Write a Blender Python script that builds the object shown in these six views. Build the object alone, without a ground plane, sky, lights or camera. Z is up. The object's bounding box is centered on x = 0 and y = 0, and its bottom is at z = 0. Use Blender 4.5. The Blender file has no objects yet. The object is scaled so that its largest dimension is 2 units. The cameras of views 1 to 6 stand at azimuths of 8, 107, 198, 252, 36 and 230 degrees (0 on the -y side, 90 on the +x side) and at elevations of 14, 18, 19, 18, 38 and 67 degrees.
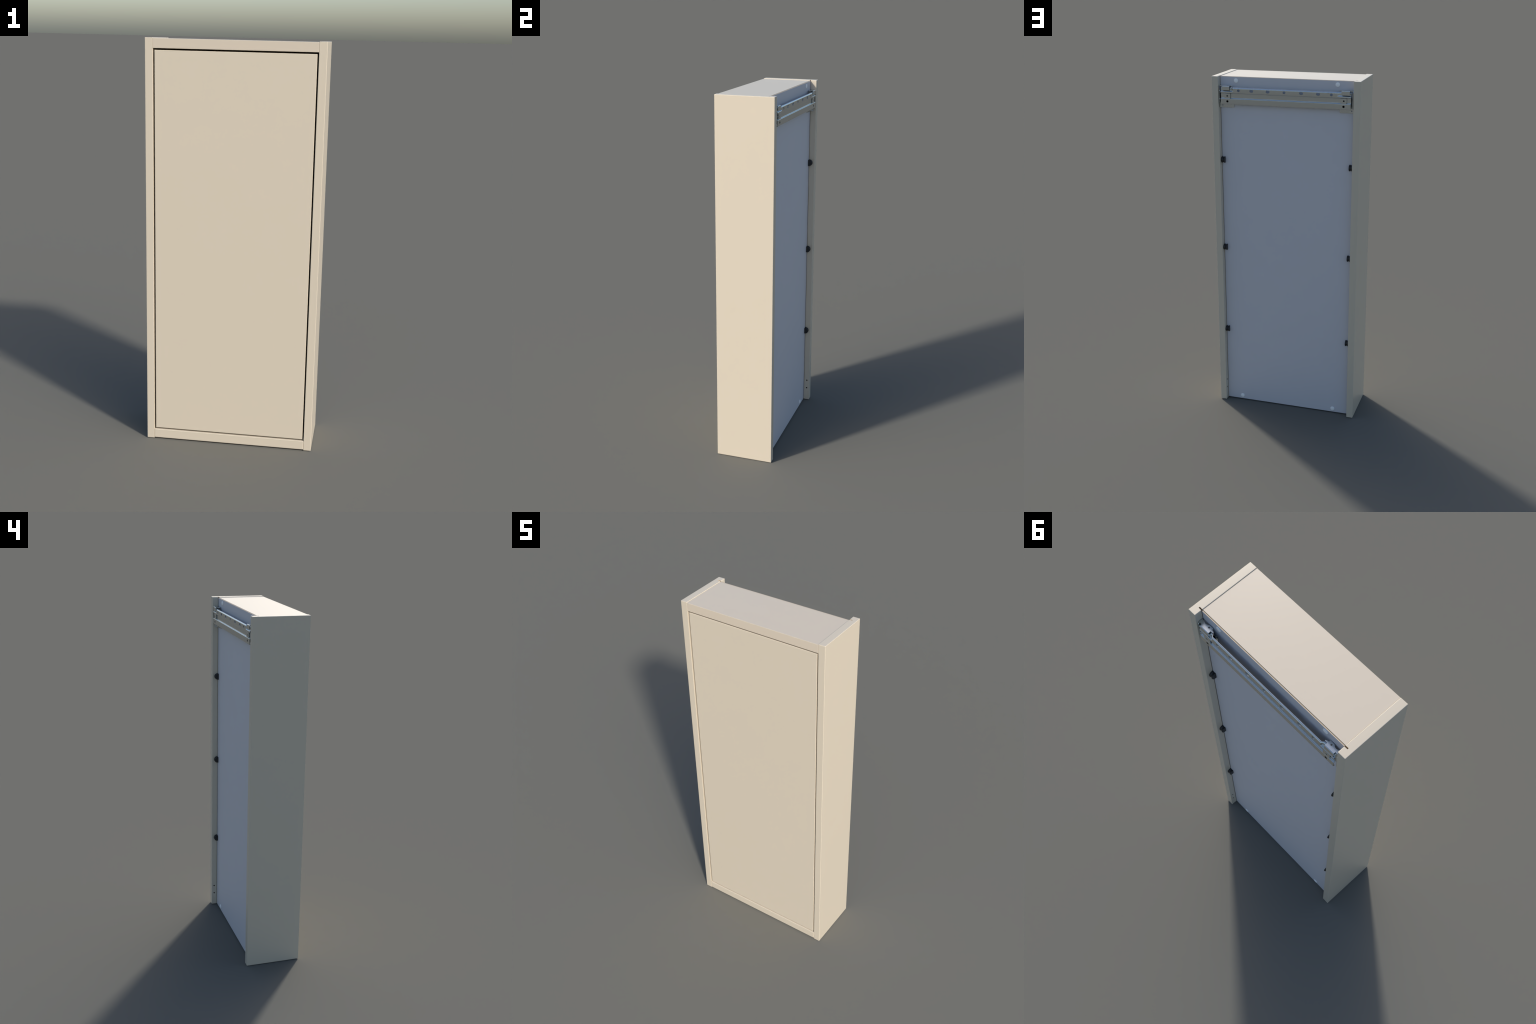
"""Tall cream wall cabinet: two sides, top, bottom, door, hardboard back,
steel hanging rail with two brackets, black retaining clips, plastic caps."""
import bpy, bmesh, math
from mathutils import Vector

# ------------------------------------------------------------------ sizes (m)
HW, HD, H = 0.4211, 0.1567, 2.000        # half width, half depth, height
INNER = 0.3835                          # inner face of the side panels
BACK_Y0, BACK_Y1 = 0.1186, 0.1226       # hardboard back
FRONT = -HD

# ------------------------------------------------------------------ materials
def new_mat(name):
    m = bpy.data.materials.new(name)
    m.use_nodes = True
    nt = m.node_tree
    b = nt.nodes["Principled BSDF"]
    return m, nt, b

def grain_mat(name, colour, rough, scale, amount, metallic=0.0, bump=0.0,
              rough_var=0.0, spec=0.5, coat=0.0, stretch=(1, 1, 1)):
    """plain colour varied a little by object-space noise"""
    m, nt, b = new_mat(name)
    tc = nt.nodes.new("ShaderNodeTexCoord")
    mp = nt.nodes.new("ShaderNodeMapping")
    mp.inputs["Scale"].default_value = stretch
    nz = nt.nodes.new("ShaderNodeTexNoise")
    nz.inputs["Scale"].default_value = scale
    nz.inputs["Detail"].default_value = 3.0
    rp = nt.nodes.new("ShaderNodeValToRGB")
    lo = [c * (1 - amount) for c in colour] + [1]
    hi = [min(1, c * (1 + amount)) for c in colour] + [1]
    rp.color_ramp.elements[0].position = 0.3
    rp.color_ramp.elements[1].position = 0.7
    rp.color_ramp.elements[0].color = lo
    rp.color_ramp.elements[1].color = hi
    L = nt.links.new
    L(tc.outputs["Object"], mp.inputs["Vector"])
    L(mp.outputs["Vector"], nz.inputs["Vector"])
    L(nz.outputs["Fac"], rp.inputs["Fac"])
    L(rp.outputs["Color"], b.inputs["Base Color"])
    b.inputs["Metallic"].default_value = metallic
    b.inputs["Roughness"].default_value = rough
    b.inputs["Specular IOR Level"].default_value = spec
    b.inputs["Coat Weight"].default_value = coat
    if rough_var:
        mr = nt.nodes.new("ShaderNodeMapRange")
        mr.inputs["From Min"].default_value = 0.3
        mr.inputs["From Max"].default_value = 0.7
        mr.inputs["To Min"].default_value = rough - rough_var
        mr.inputs["To Max"].default_value = rough + rough_var
        L(nz.outputs["Fac"], mr.inputs["Value"])
        L(mr.outputs["Result"], b.inputs["Roughness"])
    if bump:
        bp = nt.nodes.new("ShaderNodeBump")
        bp.inputs["Strength"].default_value = bump
        bp.inputs["Distance"].default_value = 0.001
        L(nz.outputs["Fac"], bp.inputs["Height"])
        L(bp.outputs["Normal"], b.inputs["Normal"])
    return m

CREAM = grain_mat("cream_foil", (0.618, 0.546, 0.434), 0.30, 9.0, 0.003)
CREAM_TOP = grain_mat("cream_board", (0.606, 0.528, 0.424), 0.30, 9.0, 0.003)
BACK = grain_mat("pale_back_board", (0.610, 0.600, 0.632), 0.55, 12.0, 0.006)
FIBRE = grain_mat("tan_fibreboard", (0.50, 0.39, 0.26), 0.9, 400.0, 0.10)
BORE = grain_mat("shade_dark_bore", (0.10, 0.075, 0.05), 0.9, 300.0, 0.15)  # bore walls coloured darker, standing in for the shade inside the holes
STEEL = grain_mat("zinc_plated_steel", (0.61, 0.645, 0.655), 0.24, 260.0, 0.02,
                  metallic=1.0, rough_var=0.015)
BLACK = grain_mat("black_plastic", (0.012, 0.012, 0.013), 0.45, 80.0, 0.05)
CAP = grain_mat("white_plastic", (0.96, 0.96, 0.95), 0.4, 60.0, 0.01)

# ------------------------------------------------------------------ helpers
root = bpy.data.objects.new("wall_cabinet", None)
root.empty_display_size = 0.1
bpy.context.collection.objects.link(root)
root["label"] = "tall narrow cream wall cabinet with one plain door"
root["category"] = "cabinet"

def finish(bm, name, mat, parent=root, smooth=35.0):
    bmesh.ops.recalc_face_normals(bm, faces=bm.faces)
    me = bpy.data.meshes.new(name)
    bm.to_mesh(me)
    bm.free()
    ob = bpy.data.objects.new(name, me)
    bpy.context.collection.objects.link(ob)
    if mat:
        me.materials.append(mat)
    ob.parent = parent
    if smooth:
        shade(me, smooth)
    return ob

def shade(me, angle):
    me.polygons.foreach_set("use_smooth", [True] * len(me.polygons))
    me.set_sharp_from_angle(angle=math.radians(angle))

def weight_normals(ob):
    """let the large flat faces keep their own normals next to small bevels"""
    md = ob.modifiers.new("weight", 'WEIGHTED_NORMAL')
    md.mode = 'FACE_AREA'
    md.weight = 100
    md.keep_sharp = True
    dg = bpy.context.evaluated_depsgraph_get()
    dg.update()
    me = bpy.data.meshes.new_from_object(ob.evaluated_get(dg))
    ob.modifiers.clear()
    old = ob.data
    ob.data = me
    me.name = ob.name
    bpy.data.meshes.remove(old)

def add_box(bm, x, y, z, bevel=0.0, seg=3):
    """x, y, z are (lo, hi) pairs"""
    vs = [bm.verts.new((a, b, c)) for a in x for b in y for c in z]
    idx = ((0, 1, 3, 2), (4, 6, 7, 5), (0, 4, 5, 1), (2, 3, 7, 6), (0, 2, 6, 4), (1, 5, 7, 3))
    fs = [bm.faces.new([vs[i] for i in f]) for f in idx]
    bmesh.ops.recalc_face_normals(bm, faces=fs)
    if bevel:
        es = list(dict.fromkeys(e for f in fs for e in f.edges))
        bmesh.ops.bevel(bm, geom=es, offset=bevel, segments=seg, profile=0.5, affect='EDGES')

def add_prism(bm, outline, axis, lo, hi, bevel=0.0):
    """extrude a 2D outline along x (yz outline), y (xz outline) or z (xy outline)"""
    def p(a, b, c):
        return {'x': (c, a, b), 'y': (a, c, b), 'z': (a, b, c)}[axis]
    lowv = [bm.verts.new(p(a, b, lo)) for a, b in outline]
    highv = [bm.verts.new(p(a, b, hi)) for a, b in outline]
    n = len(outline)
    fs = [bm.faces.new(lowv), bm.faces.new(highv)]
    for i in range(n):
        j = (i + 1) % n
        fs.append(bm.faces.new((lowv[i], lowv[j], highv[j], highv[i])))
    bmesh.ops.recalc_face_normals(bm, faces=fs)
    if bevel:
        es = list(dict.fromkeys(e for f in fs[:2] for e in f.edges))
        bmesh.ops.bevel(bm, geom=es, offset=bevel, segments=2, profile=0.5, affect='EDGES')

def rounded(points, d, seg=4):
    """open polyline with its inner corners rounded"""
    out = [Vector(points[0])]
    for i in range(1, len(points) - 1):
        a, b, c = (Vector(points[k]) for k in (i - 1, i, i + 1))
        r = min(d, 0.45 * (a - b).length, 0.45 * (c - b).length)
        s, e = b + (a - b).normalized() * r, b + (c - b).normalized() * r
        for k in range(seg + 1):
            t = k / seg
            out.append((1 - t) ** 2 * s + 2 * t * (1 - t) * b + t * t * e)
    out.append(Vector(points[-1]))
    return out

def strip_outline(points, thick, d=0.003):
    """closed outline of a bent sheet: polyline thickened to its left"""
    pl = rounded(points, d)
    left = []
    for i, p in enumerate(pl):
        a = pl[max(i - 1, 0)]
        b = pl[min(i + 1, len(pl) - 1)]
        t = (b - a).normalized()
        left.append(p + Vector((-t.y, t.x)) * thick)
    return [tuple(p) for p in pl] + [tuple(p) for p in reversed(left)]

def disc(bm, centre, axis, r0, depth, seg=24):
    """cylinder along an axis, used for cutters"""
    c = Vector(centre)
    pts = []
    for i in range(seg):
        a = 2 * math.pi * i / seg
        pts.append((r0 * math.cos(a), r0 * math.sin(a)))
    k = 'xyz'.index(axis)
    o = [i for i in range(3) if i != k]
    add_prism(bm, [(c[o[0]] + a, c[o[1]] + b) for a, b in pts], axis, c[k] - depth / 2, c[k] + depth / 2)

def cut(ob, bm_cut, mat=None):
    """boolean difference; the cut walls take the cutter's material"""
    cutter = finish(bm_cut, "cutter", mat, None, 0)
    md = ob.modifiers.new("cut", 'BOOLEAN')
    md.operation = 'DIFFERENCE'
    md.solver = 'EXACT'
    md.object = cutter
    if mat:
        md.material_mode = 'TRANSFER'
    apply(ob)
    bpy.data.objects.remove(cutter)

def apply(ob, smooth=35.0):
    dg = bpy.context.evaluated_depsgraph_get()
    dg.update()
    me = bpy.data.meshes.new_from_object(ob.evaluated_get(dg))
    ob.modifiers.clear()
    old = ob.data
    ob.data = me
    me.name = ob.name
    bpy.data.meshes.remove(old)
    shade(me, smooth)

def add_drilled(bm, outline, axis, lo, hi, hole, radius, hole_axis=None):
    """prism with one round hole through it, added to bm"""
    one = bmesh.new()
    add_prism(one, outline, axis, lo, hi, 0.0004)
    tmp = finish(one, "plate", None, None, 0)
    c = bmesh.new()
    disc(c, hole, hole_axis or axis, radius, 0.012)
    cut(tmp, c)
    bm.from_mesh(tmp.data)
    bpy.data.objects.remove(tmp)

# ------------------------------------------------------------------ carcass
SLOT_Y = (0.1180, 0.1240)
for s in (1, -1):
    bm = bmesh.new()
    xs = sorted((s * INNER, s * HW))
    add_box(bm, xs, (FRONT, HD), (0.0, H), 0.0022)
    side = finish(bm, "side_panel", CREAM)
    bm = bmesh.new()                       # groove that holds the back board
    add_box(bm, sorted((s * (INNER - 0.01), s * (INNER + 0.0160))), SLOT_Y, (-0.05, H + 0.05))
    cut(side, bm, FIBRE)
    bm = bmesh.new()
    for z in (0.1316, 0.0795):             # two pre-drilled holes low on the back flange
        disc(bm, (s * INNER, 0.1412, z), 'x', 0.0045, 0.044, 20)
    cut(side, bm, BORE)

PX = 0.3832
bm = bmesh.new()
add_box(bm, (-PX, PX), (FRONT, 0.1174), (1.9525, 1.9974), 0.0012)
finish(bm, "top_panel", CREAM_TOP)
bm = bmesh.new()
add_box(bm, (-PX, PX), (FRONT, 0.1174), (0.0037, 0.0505), 0.0030)
finish(bm, "bottom_panel", CREAM)

bm = bmesh.new()
add_box(bm, (-0.3763, 0.3766), (FRONT + 0.0024, FRONT + 0.040), (0.0582, 1.9446), 0.0024)
finish(bm, "door", CREAM)

# hardboard back: fibre core with a painted outer skin
bm = bmesh.new()
add_box(bm, (-0.3818, 0.3818), (BACK_Y0, BACK_Y1 - 0.0005), (0.0040, 1.9957))
back = finish(bm, "back_panel", FIBRE, smooth=0)
bm = bmesh.new()
add_box(bm, (-0.3818, 0.3818), (BACK_Y1 - 0.0005, BACK_Y1), (0.0040, 1.9957))
finish(bm, "back_board_skin", BACK, back, 0)

# ------------------------------------------------------------------ white cover caps
def lathe_y(bm, profile, seg=32):
    """revolve (radius, y) pairs about the y axis"""
    rings = []
    for r, y in profile:
        if r == 0:
            rings.append([bm.verts.new((0, y, 0))])
        else:
            rings.append([bm.verts.new((r * math.cos(2 * math.pi * i / seg), y,
                                        r * math.sin(2 * math.pi * i / seg))) for i in range(seg)])
    for a, b in zip(rings, rings[1:]):
        for i in range(seg):
            j = (i + 1) % seg
            q = [a[i % len(a)], a[j % len(a)], b[j % len(b)], b[i % len(b)]]
            u = []
            for v in q:
                if v not in u:
                    u.append(v)
            bm.faces.new(u)

bm = bmesh.new()
lathe_y(bm, [(0, -0.002), (0.0118, -0.002), (0.0126, 0.0008), (0.0118, 0.0024), (0.008, 0.0036), (0, 0.0041)])
cap = finish(bm, "cover_cap", CAP, back)
spots = [(sx * 0.289, z) for z in (1.9755, 0.0250) for sx in (1, -1)]
for i, (x, z) in enumerate(spots):
    o = cap if i == 0 else cap.copy()
    if i:
        bpy.context.collection.objects.link(o)
    o.location = (x, BACK_Y1, z)

# ------------------------------------------------------------------ black retaining clips
def clip_mesh():
    """spool on the x axis, waisted, with the side that rests on the back cut flat;
    local x = 0 is the side panel, y = 0 the back board"""
    bm = bmesh.new()
    prof = [(0.0000, 0.0170), (0.0030, 0.0182), (0.0052, 0.0176), (0.0072, 0.0156), (0.0092, 0.0150),
            (0.0112, 0.0156), (0.0132, 0.0178), (0.0158, 0.0184), (0.0174, 0.0172)]
    seg = 28
    rings = []
    for x, r in prof:
        x *= 1.22
        cy = 0.0050
        a0 = math.acos(max(-1, min(1, -(cy - 0.0002) / r)))
        ring = []
        for i in range(seg + 1):
            a = -a0 + 2 * a0 * i / seg
            ring.append(bm.verts.new((x, cy + r * math.cos(a), r * math.sin(a))))
        rings.append(ring)
    n = seg + 1
    for a, b in zip(rings, rings[1:]):
        for i in range(n):
            bm.faces.new((a[i], a[(i + 1) % n], b[(i + 1) % n], b[i]))
    bm.faces.new(rings[0])
    bm.faces.new(rings[-1])
    return bm

clip = finish(clip_mesh(), "retaining_clip", BLACK)
spots = [(s, z) for s in (1, -1) for z in (1.5268, 1.0005, 0.4742)]
for i, (s, z) in enumerate(spots):
    o = clip if i == 0 else clip.copy()
    if i:
        bpy.context.collection.objects.link(o)
    o.location = (s * (INNER - 0.0001), BACK_Y1, z)
    # the spool grows towards the middle: turned half round about y on the +x side
    o.rotation_euler = (0, math.pi if s > 0 else 0, 0)

# ------------------------------------------------------------------ hanging rail
def rail_profile(x):
    """outer (y, z) line of the pressed rail; its upper strip is pressed inward
    near both ends to make room for the bracket hooks"""
    t = min(1, max(0, (abs(x) - 0.2955) / 0.013))
    t = t * t * (3 - 2 * t)
    top = 0.1562 - 0.0080 * t
    pts = [(top - 0.0074, 1.9414), (top - 0.0040, 1.9412), (top, 1.9368), (top, 1.9212), (0.1562, 1.9192), (0.1562, 1.9094),
           (0.1500, 1.9084), (0.1500, 1.8812), (0.1564, 1.8806), (0.1564, 1.8482), (0.1495, 1.8478)]
    return rounded(pts, 0.0030, 4)

RX = 0.3690
xs = [-RX] + [-0.31 + 0.0016 * i for i in range(11)]
xs += [-0.29 + 0.58 * i / 24 for i in range(25)]
xs += [-v for v in reversed(xs[:12])]
bm = bmesh.new()
cols = [[bm.verts.new((x, p.x, p.y)) for p in rail_profile(x)] for x in xs]
for a, b in zip(cols, cols[1:]):
    for i in range(len(a) - 1):
        bm.faces.new((a[i], a[i + 1], b[i + 1], b[i]))
rail = finish(bm, "mounting_rail", STEEL)
# make sure the sheet thickens towards the cabinet
me = rail.data
if sum(p.normal.y for p in me.polygons) < 0:
    me.flip_normals()
md = rail.modifiers.new("thickness", 'SOLIDIFY')
md.thickness = 0.0030
md.offset = -1.0
md = rail.modifiers.new("edge", 'BEVEL')
md.width = 0.0013
md.segments = 3
md.limit_method = 'ANGLE'
md.angle_limit = math.radians(60)
apply(rail)

bm = bmesh.new()
def slot(bm, x, z, w, h):
    r = h / 2
    out = []
    for sx in (1, -1):
        for i in range(13):
            a = -math.pi / 2 + math.pi * i / 12
            out.append((x + sx * (w / 2 - r) + sx * r * math.cos(a), z + sx * r * math.sin(a)))
    add_prism(bm, out, 'y', 0.130, 0.175)
for x in (0.189, 0.0948, -0.0948, -0.189):
    slot(bm, x, 1.9256, 0.0215, 0.0152)
for x in (0.2635, 0.0005, -0.2635):
    slot(bm, x + 0.001, 1.9256, 0.0152, 0.0142)
for s in (1, -1):
    slot(bm, s * 0.3300, 1.8646, 0.0130, 0.0120)
    slot(bm, s * 0.3310, 1.8948, 0.0096, 0.0094)
cut(rail, bm)

# ------------------------------------------------------------------ hanging brackets
def build_bracket(s):
    fx = lambda v: s * v
    pair = lambda a, b: sorted((s * a, s * b))
    bm = bmesh.new()
    # hook that drops over the rail's top edge
    add_prism(bm, strip_outline([(0.1562, 1.9245), (0.1562, 1.9494), (0.1400, 1.9494)], 0.0030, 0.0042),
              'x', *pair(0.3175, 0.3632))
    # top plate with its waisted outline
    plate = [(0.3632, 0.1450), (0.3190, 0.1450), (0.3172, 0.1412), (0.3110, 0.1408), (0.3046, 0.1402),
             (0.3040, 0.1372), (0.3120, 0.1340), (0.3180, 0.1330), (0.3186, 0.1262), (0.3230, 0.1254),
             (0.3395, 0.1256), (0.3445, 0.1290), (0.3500, 0.1326), (0.3590, 0.1332), (0.3650, 0.1310),
             (0.3690, 0.1276), (0.3795, 0.1276), (0.3820, 0.1300), (0.3820, 0.1436), (0.3700, 0.1450)]
    add_drilled(bm, [(fx(a), b) for a, b in plate], 'z', 1.9456, 1.9490,
                (fx(0.3335), 0.1353, 1.9475), 0.0036)
    # body behind the rail, stepped back on its inner edge
    body = [(0.3022, 0.1252), (0.3085, 0.1252), (0.3122, 0.1272), (0.3755, 0.1272), (0.3785, 0.1300)]
    out = strip_outline(body, -0.0022, 0.002) if s > 0 else strip_outline([(-a, b) for a, b in body], 0.0022, 0.002)
    add_drilled(bm, out, 'z', 1.8257, 1.9060, (fx(0.3685), 0.1265, 1.8385), 0.0036, 'y')
    # flange against the side panel
    add_prism(bm, [(0.1258, 1.8257), (0.1430, 1.8257), (0.1450, 1.8500), (0.1520, 1.8560), (0.1520, 1.9380), (0.1440, 1.9480), (0.1268, 1.9480)],
              'x', *pair(0.3782, 0.3812), 0.0005)
    # web that carries the top plate
    add_box(bm, pair(0.3195, 0.3400), (0.1256, 0.1278), (1.9000, 1.9460))
    # locking tab in front of the rail's middle strip
    c = 0.0035
    x0, x1, z0, z1 = 0.3118, 0.3470, 1.8803, 1.9078
    tab = [(x0 + c, z0), (x1 - c, z0), (x1, z0 + c), (x1, z1), (x0, z1), (x0, z0 + c)]
    add_drilled(bm, [(fx(a), b) for a, b in tab], 'y', 0.1528, 0.1557,
                (fx(0.3310), 0.1545, 1.8946), 0.0045)
    br = finish(bm, "hanging_bracket", STEEL)
    # added black cup, closed at its far end, to darken the rail's lower hole
    bm = bmesh.new()
    lathe_y(bm, [(0, 0.1268), (0.0098, 0.1268), (0.0098, 0.1524), (0.0072, 0.1524), (0.0072, 0.1300), (0, 0.1300)], 24)
    for v in bm.verts:
        v.co += Vector((fx(0.3300), 0, 1.8646))
    finish(bm, "hole_shade_cup", BLACK, br)
    # fixing screws in the flange
    for k, z in enumerate((1.9215, 1.8755)):
        bm = bmesh.new()
        lathe_y(bm, [(0, -0.001), (0.0052, -0.001), (0.0052, 0.0010), (0.0036, 0.0026), (0, 0.0032)], 20)
        for v in bm.verts:
            v.co = Vector((-s * v.co.y, v.co.x, v.co.z))
        sc = finish(bm, "screw", STEEL, br)
        sc.location = (fx(0.3782), 0.1455, z)
    return br

for s in (1, -1):
    build_bracket(s)

for o in list(root.children_recursive):
    if o.type == 'MESH' and o.name.split(".")[0] in ("side_panel", "top_panel", "bottom_panel", "door",
                                                     "mounting_rail", "hanging_bracket"):
        weight_normals(o)
